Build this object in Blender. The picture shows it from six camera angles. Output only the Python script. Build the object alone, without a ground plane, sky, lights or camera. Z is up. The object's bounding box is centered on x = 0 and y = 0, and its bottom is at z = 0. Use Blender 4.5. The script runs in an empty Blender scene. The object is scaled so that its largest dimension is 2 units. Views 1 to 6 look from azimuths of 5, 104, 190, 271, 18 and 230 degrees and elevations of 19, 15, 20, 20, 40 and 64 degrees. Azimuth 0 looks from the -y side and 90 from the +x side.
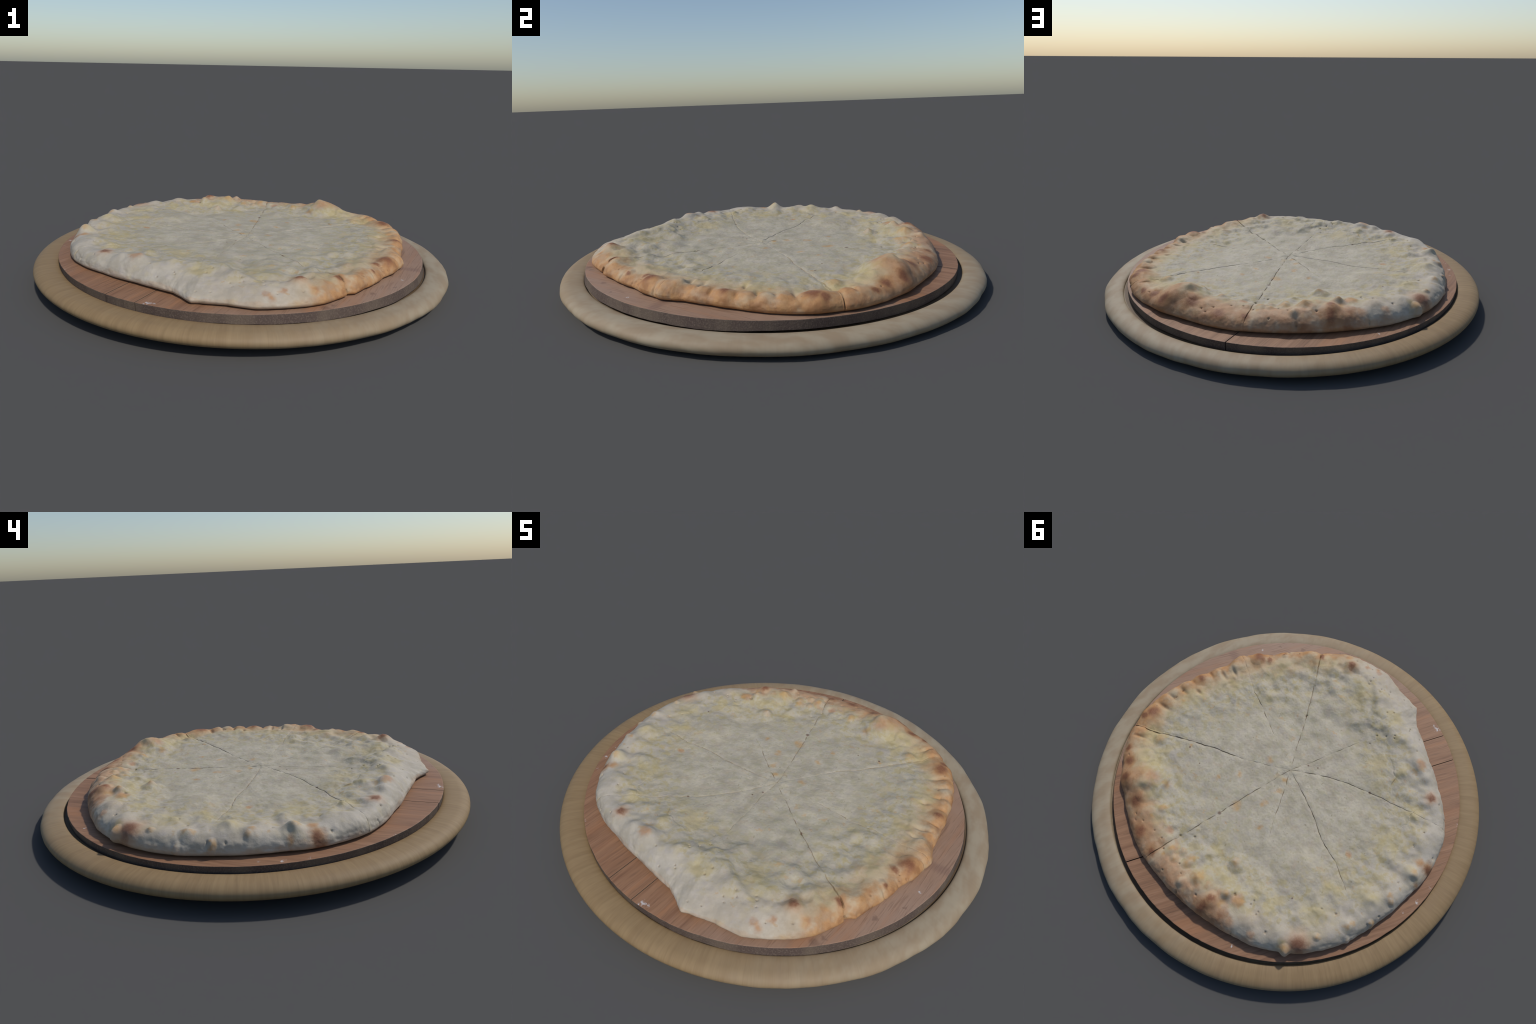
"""Round cheese-filled flatbread cut in eight slices, on a plank board that lies in a round wooden tray."""
import bpy, bmesh, math
import numpy as np

rng = np.random.default_rng(7)

# ------------------------------------------------------------------ helpers
def perlin(x, y, seed=0):
    """2D gradient noise, about -0.7..0.7."""
    xi = np.floor(x).astype(np.int64); yi = np.floor(y).astype(np.int64)
    xf = x - xi; yf = y - yi
    def g(ix, iy, dx, dy):
        h = (ix * 374761393 + iy * 668265263 + seed * 974634777) & 0xFFFFFFFF
        h = ((h ^ (h >> 13)) * 1274126177) & 0xFFFFFFFF
        h = h ^ (h >> 16)
        a = (h & 0xFFFF) / 65536.0 * 2 * np.pi
        return np.cos(a) * dx + np.sin(a) * dy
    u = xf ** 3 * (xf * (xf * 6 - 15) + 10); v = yf ** 3 * (yf * (yf * 6 - 15) + 10)
    a = g(xi, yi, xf, yf); b = g(xi + 1, yi, xf - 1, yf)
    c = g(xi, yi + 1, xf, yf - 1); d = g(xi + 1, yi + 1, xf - 1, yf - 1)
    return (a + (b - a) * u) + ((c + (d - c) * u) - (a + (b - a) * u)) * v

def smooth(e0, e1, x):
    t = np.clip((x - e0) / (e1 - e0), 0, 1)
    return t * t * (3 - 2 * t)

def ring_interp(table, az, col):
    """Smooth periodic lookup of a table of (azimuth in degrees, values...)."""
    t = np.array([r[0] for r in table], float); v = np.array([r[col] for r in table], float)
    fine = np.arange(-180, 180, 1.0)
    y = np.interp(fine, t, v, period=360)
    k = np.array([1, 2, 3, 2, 1.0]); k /= k.sum()
    y = sum(np.roll(y, i - 2) * k[i] for i in range(5))
    return np.interp(az, fine, y, period=360)

def link(ob, parent=None):
    bpy.context.scene.collection.objects.link(ob)
    if parent is not None:
        ob.parent = parent
    return ob

def empty(name, loc, label, category):
    e = bpy.data.objects.new(name, None)
    e.empty_display_size = 0.1
    e.location = loc
    e["label"] = label; e["category"] = category
    return link(e)

def mesh_from_arrays(name, co, quads, tris=None):
    me = bpy.data.meshes.new(name)
    nt = 0 if tris is None else len(tris)
    me.vertices.add(len(co)); me.vertices.foreach_set("co", np.ascontiguousarray(co, np.float32).ravel())
    nl = len(quads) * 4 + nt * 3
    me.loops.add(nl); me.polygons.add(len(quads) + nt)
    idx = quads.ravel() if nt == 0 else np.concatenate([quads.ravel(), tris.ravel()])
    me.loops.foreach_set("vertex_index", idx.astype(np.int32))
    st = np.concatenate([np.arange(len(quads)) * 4, len(quads) * 4 + np.arange(nt) * 3])
    me.polygons.foreach_set("loop_start", st.astype(np.int32))
    me.update(calc_edges=True)
    me.polygons.foreach_set("use_smooth", np.ones(len(me.polygons), bool))
    return me

class Nodes:
    """Small wrapper to write node graphs as expressions."""
    def __init__(self, name):
        self.mat = bpy.data.materials.new(name); self.mat.use_nodes = True
        self.t = self.mat.node_tree; self.bsdf = self.t.nodes["Principled BSDF"]
    def put(self, sock, v):
        if isinstance(v, bpy.types.NodeSocket): self.t.links.new(v, sock)
        elif v is not None: sock.default_value = v
    def node(self, kind, ins=None, out=0, **props):
        n = self.t.nodes.new(kind)
        for k, v in props.items(): setattr(n, k, v)
        for k, v in (ins or {}).items(): self.put(n.inputs[k], v)
        return n.outputs[out]
    def m(self, op, a, b=None, c=None):
        return self.node("ShaderNodeMath", {0: a, 1: b, 2: c}, operation=op)
    def vm(self, op, a, b=None, out=0):
        return self.node("ShaderNodeVectorMath", {0: a, 1: b}, out=out, operation=op)
    def noise(self, vec, scale, detail=3, rough=0.55, out="Fac"):
        n = self.t.nodes.new("ShaderNodeTexNoise")
        self.put(n.inputs["Vector"], vec); n.inputs["Scale"].default_value = scale
        n.inputs["Detail"].default_value = detail; n.inputs["Roughness"].default_value = rough
        return n.outputs[out]
    def step(self, x, lo, hi, to0=0.0, to1=1.0):
        return self.node("ShaderNodeMapRange", {"Value": x, "From Min": lo, "From Max": hi, "To Min": to0, "To Max": to1},
                         interpolation_type="SMOOTHSTEP")
    def mix(self, fac, a, b, blend="MIX"):
        n = self.t.nodes.new("ShaderNodeMix"); n.data_type = "RGBA"; n.blend_type = blend
        self.put(n.inputs[0], fac)
        for i, v in ((6, a), (7, b)):
            self.put(n.inputs[i], v if isinstance(v, bpy.types.NodeSocket) else (*v, 1.0))
        return n.outputs[2]
    def curve(self, x, table, lo, hi):
        """Float curve through (x, y) points, given in real units; y range lo..hi."""
        n = self.t.nodes.new("ShaderNodeFloatCurve"); c = n.mapping.curves[0]
        pts = [((a + 180) / 360.0, (b - lo) / (hi - lo)) for a, b in table]
        c.points[0].location = pts[0]; c.points[-1].location = pts[-1]
        for p in pts[1:-1]: c.points.new(*p)
        n.mapping.update(); self.put(n.inputs["Value"], x)
        return self.m("MULTIPLY_ADD", n.outputs[0], hi - lo, lo)
    def bump(self, h, strength, dist):
        return self.node("ShaderNodeBump", {"Height": h, "Strength": strength, "Distance": dist})

# ------------------------------------------------------------------ planes everything rests on
def board_top(x, y):
    return 0.1114 - 0.0092 * x - 0.0194 * y
def tray_plane(x, y):
    return 0.0525 - 0.0154 * x - 0.0142 * y

# ================================================================== TRAY
def tray_material():
    N = Nodes("pale_turned_wood")
    co = N.node("ShaderNodeTexCoord", out="Object")
    sx = N.t.nodes.new("ShaderNodeSeparateXYZ"); N.put(sx.inputs[0], co)
    flat = N.node("ShaderNodeCombineXYZ", {0: sx.outputs[0], 1: sx.outputs[1]})
    rad = N.vm("LENGTH", flat, out=1)
    unit = N.vm("NORMALIZE", flat)
    radial = N.vm("ADD", unit, N.node("ShaderNodeCombineXYZ", {2: N.m("MULTIPLY", rad, 0.10)}))
    streak = N.noise(radial, 48, 4, 0.65)            # fine marks running across the rim
    fine = N.noise(radial, 90, 2, 0.5)
    blotch = N.noise(co, 5.5, 3, 0.5)
    tang = N.node("ShaderNodeCombineXYZ", {0: N.m("MULTIPLY", sx.outputs[0], 9.0), 1: N.m("MULTIPLY", sx.outputs[1], 4.0), 2: sx.outputs[2]})
    cloud = N.noise(tang, 2.2, 3, 0.55)
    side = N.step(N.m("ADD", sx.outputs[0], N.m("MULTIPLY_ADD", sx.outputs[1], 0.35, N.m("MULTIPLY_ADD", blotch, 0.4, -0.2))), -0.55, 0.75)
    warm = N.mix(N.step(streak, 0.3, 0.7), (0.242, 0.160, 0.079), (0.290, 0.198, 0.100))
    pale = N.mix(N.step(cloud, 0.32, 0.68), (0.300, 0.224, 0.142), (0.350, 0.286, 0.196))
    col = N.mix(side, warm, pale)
    col = N.mix(N.m("MULTIPLY", N.step(blotch, 0.52, 0.72), 0.25), col, (0.26, 0.17, 0.10))
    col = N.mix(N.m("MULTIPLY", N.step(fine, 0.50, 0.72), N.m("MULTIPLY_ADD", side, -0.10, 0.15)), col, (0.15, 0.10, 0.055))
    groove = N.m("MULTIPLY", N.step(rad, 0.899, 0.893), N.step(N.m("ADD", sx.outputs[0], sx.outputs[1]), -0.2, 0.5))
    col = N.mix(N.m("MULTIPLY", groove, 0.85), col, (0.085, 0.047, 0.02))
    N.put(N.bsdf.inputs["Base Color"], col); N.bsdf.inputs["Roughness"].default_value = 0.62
    N.bsdf.inputs["Specular IOR Level"].default_value = 0.3
    h = N.m("ADD", streak, N.m("MULTIPLY", fine, 0.4))
    N.put(N.bsdf.inputs["Normal"], N.bump(h, 0.15, 0.004))
    return N.mat

def revolve(name, profile, seg, cx=0.0, cy=0.0, wobble=0.0, seed=0, close=True, inner_to=None):
    """Closed profile (r, height above the tray plane) turned about z; the first points may follow another centre."""
    a = np.arange(seg) / seg * 2 * np.pi
    pr = np.array(profile)
    R, A = np.meshgrid(pr[:, 0], a, indexing="ij")
    H = np.repeat(pr[:, 1][:, None], seg, 1)
    w = np.clip((0.96 - R) / 0.06, 0, 1)            # centre shift fades towards the outer edge
    x = R * np.cos(A); y = R * np.sin(A)
    out = np.clip((R - 0.96) / 0.04, 0, 1)
    dr = out * wobble * (perlin(np.cos(A) * 5 + 9, np.sin(A) * 5 + H * 8 + 4, seed) + 0.6 * perlin(np.cos(A) * 13 + 2, np.sin(A) * 13 + H * 20, seed + 1)) * smooth(-0.6, 0.6, x + 0.4 * y)
    x = x + dr * np.cos(A) + w * cx; y = y + dr * np.sin(A) + w * cy
    z = tray_plane(x, y) + H
    co = np.stack([x, y, z], -1).reshape(-1, 3)
    n = len(pr); j = np.arange(seg); j2 = (j + 1) % seg
    Q = []
    for i in range(n if close else n - 1):
        k = (i + 1) % n
        Q.append(np.stack([i * seg + j, i * seg + j2, k * seg + j2, k * seg + j], -1))
    return mesh_from_arrays(name, co, np.concatenate(Q))

def build_tray():
    mat = tray_material()
    root = empty("round_wooden_tray", (0, 0, 0), "round pale wooden tray with a thick rounded rim", "wooden tray")
    lip = [(0.8905, -0.004), (0.8905, 0.017), (0.892, 0.0235), (0.896, 0.0275), (0.902, 0.0298)]
    top = [(0.912, 0.0315), (0.925, 0.0325), (0.938, 0.0320)]
    nose = [(0.946 + 0.054 * math.sin(t), 0.001 + 0.0305 * math.cos(t)) for t in np.linspace(0.12, math.pi / 2, 14)]
    under = [(0.949 + 0.051 * math.cos(t), 0.001 - 0.0310 * math.sin(t)) for t in np.linspace(0.12, math.pi / 2, 12)]
    rim = revolve("rim", lip + top + nose + under + [(0.92, -0.0302), (0.8905, -0.0302)], 720, 0.006, 0.006, 0.006, 3)
    rim.flip_normals()
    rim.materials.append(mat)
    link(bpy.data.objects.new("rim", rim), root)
    me = bpy.data.meshes.new("base"); bm = bmesh.new()
    bmesh.ops.create_cone(bm, cap_ends=True, segments=180, radius1=0.892, radius2=0.892, depth=1.0)
    for v in bm.verts:
        v.co.x += 0.006; v.co.y += 0.006
        v.co.z = tray_plane(v.co.x, v.co.y) + (0.016 if v.co.z > 0 else -0.0338)
    bm.to_mesh(me); bm.free()
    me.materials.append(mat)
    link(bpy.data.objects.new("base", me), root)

# ================================================================== BOARD
GRAIN = math.radians(19.3)                  # plank direction, measured from +y towards +x
BOARD_R, BOARD_C = 0.882, (-0.003, -0.003)

def board_coords(N):
    co = N.node("ShaderNodeTexCoord", out="Object")
    mp = N.t.nodes.new("ShaderNodeMapping"); N.put(mp.inputs["Vector"], co)
    mp.inputs["Rotation"].default_value = (0, 0, GRAIN)
    return co, mp.outputs[0]

def spots(N, pos, lst, soft=0.35):
    """Union of soft round patches (x, y, radius) as one mask."""
    acc = None
    for x, y, r in lst:
        d = N.vm("DISTANCE", pos, (x, y, 0.0), out=1)
        s = N.step(d, r * (1 + soft), r * (1 - soft) * 0.55)
        acc = s if acc is None else N.m("MAXIMUM", acc, s)
    return acc

def board_top_material():
    N = Nodes("reddish_plank_wood")
    co, g = board_coords(N)
    along = N.vm("MULTIPLY", g, (1.0, 0.045, 1.0))
    warp = N.vm("ADD", along, N.vm("MULTIPLY", N.noise(g, 5, 2, out="Color"), (0.02, 0.0, 0.0)))
    g1 = N.noise(warp, 42, 4, 0.6); g2 = N.noise(warp, 150, 3, 0.6); g3 = N.noise(g, 3.2, 3, 0.5)
    rnd = N.node("ShaderNodeObjectInfo", out="Random")
    sx = N.t.nodes.new("ShaderNodeSeparateXYZ"); N.put(sx.inputs[0], g)
    tone = N.m("ADD", N.m("MULTIPLY", g1, 0.75), N.m("MULTIPLY_ADD", rnd, 0.2, 0.0))
    col = N.mix(N.step(tone, 0.2, 0.78), (0.182, 0.087, 0.045), (0.315, 0.170, 0.093))
    pale = N.mix(N.step(g3, 0.3, 0.7), (0.290, 0.180, 0.116), (0.370, 0.252, 0.180))
    worn = N.step(N.m("ADD", sx.outputs[0], N.m("MULTIPLY_ADD", g3, 0.5, -0.25)), 0.18, 0.62)
    col = N.mix(N.m("MULTIPLY", worn, 0.75), col, pale)
    col = N.mix(N.m("MULTIPLY", N.step(g2, 0.52, 0.68), 0.42), col, (0.125, 0.066, 0.040))
    col = N.mix(N.m("MULTIPLY", N.step(g2, 0.48, 0.30), 0.20), col, (0.37, 0.225, 0.16))
    # worn orange patches, dark stains, white scuffs
    col = N.mix(N.m("MULTIPLY", N.step(N.noise(along, 14, 2), 0.56, 0.72), 0.5), col, (0.36, 0.165, 0.075))
    jit = N.vm("ADD", N.vm("MULTIPLY", co, (1, 1, 0)), N.vm("MULTIPLY", N.vm("ADD", N.noise(co, 34, 3, out="Color"), (-0.5, -0.5, -0.5)), (0.05, 0.05, 0)))
    stain = spots(N, jit, [(0.402, -0.767, 0.022), (0.591, -0.584, 0.012), (0.43, -0.735, 0.012), (0.69, -0.5, 0.007)])
    band = N.m("MULTIPLY", N.step(N.m("ABSOLUTE", N.m("SUBTRACT", N.m("MULTIPLY_ADD", sx.outputs[1], 1.0, N.m("MULTIPLY", sx.outputs[0], -0.15)), -0.10)), 0.035, 0.008), N.step(sx.outputs[0], 0.6, 0.75))
    col = N.mix(N.m("MULTIPLY", band, 0.45), col, (0.20, 0.115, 0.085))
    col = N.mix(N.m("MULTIPLY", stain, 0.4), col, (0.105, 0.055, 0.04))
    scuff = spots(N, jit, [(-0.258, -0.834, 0.013), (-0.238, -0.832, 0.008), (-0.862, -0.11, 0.010), (-0.848, -0.2, 0.008), (-0.855, -0.02, 0.007), (-0.70, -0.53, 0.005), (-0.50, 0.69, 0.006), (0.745, -0.40, 0.006)])
    scuff = N.m("MULTIPLY", scuff, N.step(N.noise(co, 85, 2), 0.42, 0.62))
    col = N.mix(N.m("MULTIPLY", scuff, 0.8), col, (0.58, 0.56, 0.55))
    N.put(N.bsdf.inputs["Base Color"], col); N.bsdf.inputs["Roughness"].default_value = 0.6
    N.bsdf.inputs["Specular IOR Level"].default_value = 0.35
    N.put(N.bsdf.inputs["Normal"], N.bump(N.m("ADD", g1, g2), 0.3, 0.003))
    return N.mat

def board_edge_material():
    N = Nodes("dark_end_grain")
    co, g = board_coords(N)
    n1 = N.noise(N.vm("MULTIPLY", co, (1, 1, 0.15)), 9, 3); n2 = N.noise(co, 170, 2)
    col = N.mix(N.step(n1, 0.3, 0.7), (0.088, 0.062, 0.052), (0.135, 0.102, 0.076))
    col = N.mix(N.m("MULTIPLY", N.step(n2, 0.45, 0.7), 0.45), col, (0.19, 0.145, 0.11))
    N.put(N.bsdf.inputs["Base Color"], col); N.bsdf.inputs["Roughness"].default_value = 0.8
    N.bsdf.inputs["Specular IOR Level"].default_value = 0.2
    N.put(N.bsdf.inputs["Normal"], N.bump(n2, 0.4, 0.003))
    return N.mat

def build_board():
    top_m, edge_m = board_top_material(), board_edge_material()
    root = empty("round_plank_board", (0, 0, 0.09), "round reddish wooden board of narrow planks", "cutting board")
    seams = [-0.9, -0.46, -0.157, -0.011, 0.30, 0.9]
    wide = {-0.157: (0.0026, 0.0018), -0.011: (0.0002, 0.0018)}     # open seams: half gap at the +y end and at the -y end
    c, s = math.cos(GRAIN), math.sin(GRAIN)
    for a, b in zip(seams[:-1], seams[1:]):
        n = 46
        ends = []
        for e in (0, 1):
            p0, p1 = a + wide.get(a, (0.0002, 0.0002))[e], b - wide.get(b, (0.0002, 0.0002))[e]
            lo, hi = max(p0, -BOARD_R + 1e-4), min(p1, BOARD_R - 1e-4)
            t = np.linspace(math.acos(hi / BOARD_R), math.acos(lo / BOARD_R), n)
            ends.append(np.stack([BOARD_R * np.cos(t), BOARD_R * np.sin(t)], -1))
        # outline in plank coordinates: p across, q along; the two ends follow the circle
        end = np.concatenate([ends[0], np.stack([ends[1][::-1, 0], -ends[1][::-1, 1]], -1)])
        rr = np.hypot(end[:, 0], end[:, 1])
        th = np.arctan2(end[:, 1], end[:, 0])
        k = 1 + (0.0022 * perlin(np.cos(th) * 6 + 3, np.sin(th) * 6 + 5, 21) + 0.0016 * perlin(np.cos(th) * 40, np.sin(th) * 40, 22)) / BOARD_R
        end *= k[:, None]
        seamwob = 0.0016 * perlin(end[:, 1] * 12, end[:, 0] * 3 + 7, 31)
        me = bpy.data.meshes.new("plank"); bm = bmesh.new()
        X = c * end[:, 0] + s * end[:, 1] + BOARD_C[0]; Y = -s * end[:, 0] + c * end[:, 1] + BOARD_C[1]
        thick = 0.038 + 0.005 * perlin(X * 4 + 2, Y * 4 + 8, 33) + 0.002 * perlin(X * 17, Y * 17, 34)
        tv = [bm.verts.new((x, y, board_top(x, y))) for x, y in zip(X, Y)]
        az = np.degrees(np.arctan2(Y, X))
        flare = 0.998 + 0.011 * smooth(75, 35, np.abs(az + 35))      # the sawn edge leans outwards on one side
        bv = [bm.verts.new((x * k, y * k, board_top(x * k, y * k) - h)) for x, y, h, k in zip(X, Y, thick, flare)]
        bm.faces.new(tv[::-1]); bm.faces.new(bv)
        m = len(tv)
        for i in range(m):
            j = (i + 1) % m
            f = bm.faces.new((tv[i], tv[j], bv[j], bv[i])); f.material_index = 1
        bmesh.ops.recalc_face_normals(bm, faces=bm.faces)
        bm.normal_update()
        for f in bm.faces:
            if f.normal.z > 0.7: f.material_index = 0
            else: f.material_index = 1
        edges = [e for e in bm.edges if len(e.link_faces) == 2 and {f.material_index for f in e.link_faces} == {0, 1} and e.calc_length() < 0.08]
        bmesh.ops.bevel(bm, geom=edges, offset=0.0028, segments=2, profile=0.6, affect="EDGES", clamp_overlap=True, material=-1)
        bm.to_mesh(me); bm.free()
        me.materials.append(top_m); me.materials.append(edge_m)
        ob = bpy.data.objects.new("plank", me); ob.location = (0, 0, -0.09)
        link(ob, root)

# ================================================================== PIZZA
CX, CY = 0.018, -0.042                         # where the cuts cross

# azimuth about the origin, radius of the outline
OUTLINE = [(-171, .824), (-164, .834), (-155, .835), (-147, .825), (-140, .803), (-133, .775), (-124, .758), (-118, .750), (-112, .751),
           (-107, .760), (-104, .765), (-100.5, .790), (-98, .818), (-96.6, .832), (-94.5, .826), (-90, .826), (-87, .829), (-80, .859), (-74, .860), (-67, .859),
           (-62, .852), (-57, .832), (-53.5, .818), (-52.2, .806), (-50, .818), (-45, .797), (-39, .79), (-32, .780), (-26, .787), (-19, .796), (-12, .776),
           (-3, .782), (4, .803), (11, .828), (19, .853), (25, .864), (31, .866), (36, .864), (44, .851), (52, .831), (58, .815), (63, .806), (74, .802),
           (82, .798), (86, .789), (95, .780), (106, .783), (115, .790), (124, .808), (131, .829), (136, .836), (141, .843),
           (148, .848), (155, .848), (163, .841), (170, .829), (178, .823)]

# azimuth, crest height above the board, width of the rounded outer lip, how far in from the edge the rise begins
CRUST = [(-180, .079, .075, .30), (-165, .078, .08, .30), (-150, .078, .085, .28), (-138, .081, .09, .28), (-123, .089, .105, .30), (-110, .084, .13, .32),
         (-97, .078, .21, .38), (-90, .076, .20, .36), (-77, .076, .175, .30), (-68, .076, .145, .26), (-54, .069, .105, .18), (-46, .060, .085, .12),
         (-35, .053, .075, .12), (-27, .055, .07, .12), (-17, .061, .065, .14), (-6, .055, .055, .12), (7, .058, .055, .12), (17, .061, .06, .12),
         (24, .064, .065, .13), (33, .064, .075, .14), (45, .062, .10, .20), (55, .074, .13, .30), (61, .078, .13, .30), (70, .073, .11, .26),
         (86, .074, .09, .24), (97, .082, .085, .26), (105, .085, .085, .28), (117, .084, .085, .30), (125, .080, .085, .30), (145, .075, .07, .32), (166, .080, .07, .32)]

# eight cuts: (distance from the crossing, direction in degrees) and (distance, depth of the groove)
CUTS = [
    dict(path=[(0, -137), (.118, -138), (.253, -140.8), (.393, -144.7), (.533, -148), (.669, -149.9), (.85, -151.8)], depth=[(0, .004), (.3, .006), (.6, .004), (.75, .002), (.9, .002)], half=[(0, .0020), (.9, .0024)]),
    dict(path=[(0, -108), (.103, -107.8), (.2, -104.8), (.307, -104.5), (.414, -104), (.85, -103)], depth=[(0, .003), (.25, .004), (.36, .002), (.44, 0), (.9, 0)], half=[(0, .0018), (.9, .0018)]),
    dict(path=[(0, -53), (.141, -53.1), (.322, -53.7), (.491, -52.7), (.703, -52.1), (.9, -51.9)], depth=[(0, .003), (.3, .005), (.6, .006), (.70, .010), (.76, .030), (.9, .045)], half=[(0, .0020), (.6, .0022), (.72, .0035), (.77, .009), (.9, .014)]),
    dict(path=[(0, -16), (.248, -15.8), (.437, -16.6), (.539, -15.7), (.682, -17), (.9, -17.2)], depth=[(0, 0), (.2, 0), (.27, .004), (.5, .004), (.56, .001), (.66, .002), (.75, .002), (.9, 0)], half=[(0, .0020), (.9, .0024)]),
    dict(path=[(0, 38), (.212, 37.8), (.39, 34.1), (.594, 34.3), (.738, 34.8), (.9, 33)], depth=[(0, .001), (.2, .003), (.4, .007), (.6, .009), (.75, .012), (.9, .012)], half=[(0, .0018), (.4, .0026), (.7, .0030), (.9, .0032)]),
    dict(path=[(0, 84), (.239, 85), (.423, 85.8), (.644, 86.2), (.729, 86.1), (.9, 85.4)], depth=[(0, .004), (.2, .004), (.4, .007), (.5, .002), (.55, .007), (.64, .003), (.7, .006), (.9, .004)], half=[(0, .0020), (.4, .0026), (.9, .0026)]),
    dict(path=[(0, 127.5), (.119, 127.3), (.237, 125.2), (.335, 125.9), (.46, 125), (.9, 124.5)], depth=[(0, .004), (.3, .005), (.38, .001), (.42, 0), (.9, 0)], half=[(0, .0020), (.9, .0020)]),
    dict(path=[(0, 169), (.08, 168.5), (.234, 167.1), (.375, 164.2), (.508, 166), (.64, 164.4), (.9, 164)], depth=[(0, .002), (.2, .006), (.5, .006), (.66, .002), (.70, 0), (.9, 0)], half=[(0, .0020), (.9, .0022)]),
]

# raised blisters and lumps: x, y, radius, height
LUMPS = [(.052, -.036, .020, .005), (-.012, -.047, .018, .005), (.012, .002, .016, -.005), (.434, .54, .12, .016), (.40, .60, .06, .016), (.53, .46, .07, .012), (.49, .64, .05, .010), (.36, .66, .045, .008),
         (-.179, .64, .06, .018), (-.21, .46, .04, .014), (-.344, .544, .045, .012), (-.20, .545, .05, .012), (-.305, .583, .03, .012), (-.10, .56, .05, .010),
         (-.074, .615, .028, .012), (.03, .662, .028, .014), (-.018, .676, .018, .010), (-.014, .622, .022, .010), (-.074, .645, .02, .008), (.10, .64, .05, .012),
         (.17, .64, .05, .010), (.235, .60, .04, .012), (.26, .66, .04, .008), (-.27, .65, .05, .010), (-.40, .45, .05, .010), (-.46, .50, .05, .008),
         (-.716, .082, .05, .022), (-.64, -.127, .04, .014), (-.677, .46, .045, .010), (-.62, .30, .05, .008), (-.56, .47, .04, .010), (-.77, .0, .03, .010), (-.70, -.03, .04, .010),
         (-.552, -.364, .05, .012), (-.539, -.486, .05, .008), (-.38, -.572, .045, .012), (-.346, -.484, .035, .012), (-.257, -.506, .035, .010), (-.151, -.408, .04, .010), (-.46, -.42, .05, .010),
         (-.66, -.30, .05, .010), (-.70, -.38, .05, .008), (-.20, -.33, .05, .005), (-.45, -.2, .06, .005),
         (.015, -.494, .05, .020), (.10, -.45, .045, .010), (.195, -.435, .055, .010), (-.146, -.583, .05, .008), (-.053, -.60, .065, .012), (.056, -.679, .04, .010), (-.22, -.60, .04, .010),
         (.187, -.66, .045, .010), (.30, -.692, .04, .018), (.375, -.66, .035, .012), (.247, -.536, .04, .008), (.337, -.466, .04, .008), (.36, -.596, .04, .010), (.463, -.597, .035, .014), (.52, -.575, .03, .010), (.29, -.40, .04, .005),
         (.43, -.209, .045, .008), (.469, -.323, .04, .008), (.52, -.25, .04, .008), (.517, -.40, .05, .008), (.59, -.30, .04, .006),
         (.666, -.335, .045, .018), (.72, -.25, .055, .012), (.616, -.37, .022, .008), (.59, -.458, .016, .008), (.757, .0, .035, .012), (.74, -.10, .03, .008), (.66, .08, .055, .012), (.735, .34, .06, .014), (.77, .22, .03, .008), (.775, .16, .028, .008), (.773, .09, .03, .008), (.70, -.19, .03, .008),
         (.575, .38, .03, .012), (.66, .49, .05, .010), (.62, .55, .05, .008)]
# pointed blisters, steeper than the rest
PEAKS = [(-.753, -.149, .045, .022), (-.749, .23, .036, .018), (-.657, .518, .026, .026), (-.163, .637, .040, .012), (-.805, .142, .018, .012), (-.797, .272, .016, .010), (-.702, .375, .018, .012), (-.305, .585, .022, .012), (.229, .582, .024, .012), (-.205, .462, .024, .012), (-.79, .01, .018, .008)]
# hollows whose far wall falls into shade
HOLLOWS = [(.647, .216, .027), (.643, .447, .020), (.347, .576, .030), (.692, .063, .021), (.685, -.162, .032), (.364, .602, .018), (.272, -.687, .032), (.039, -.646, .028), (-.016, -.588, .027),
           (-.005, -.465, .030), (-.110, -.558, .027), (-.226, -.580, .020), (-.401, -.537, .029), (-.362, -.450, .020), (.108, .604, .025), (-.117, .539, .022), (-.177, .672, .022), (-.314, .605, .018),
           (-.562, -.338, .020), (-.641, -.099, .024), (-.770, -.139, .020), (-.748, .089, .018), (-.560, .475, .016), (-.392, .463, .016), (.426, -.214, .024), (.163, .594, .012), (.058, .591, .012)]
BOLD = {(-.770, -.139), (-.177, .672), (-.117, .539), (.364, .602), (-.562, -.338)}
# short grooves pressed into the rim on the +x side: x, y, radius
PLEATS = [(.734, .264, .022), (.756, .196, .018), (.753, .125, .020), (.691, .063, .014), (.70, -.108, .020), (.675, -.165, .018), (.745, -.055, .014), (.65, .463, .016), (.735, -.29, .015), (.70, -.385, .014), (.66, -.43, .012), (.61, -.50, .012), (.77, .05, .014)]
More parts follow.
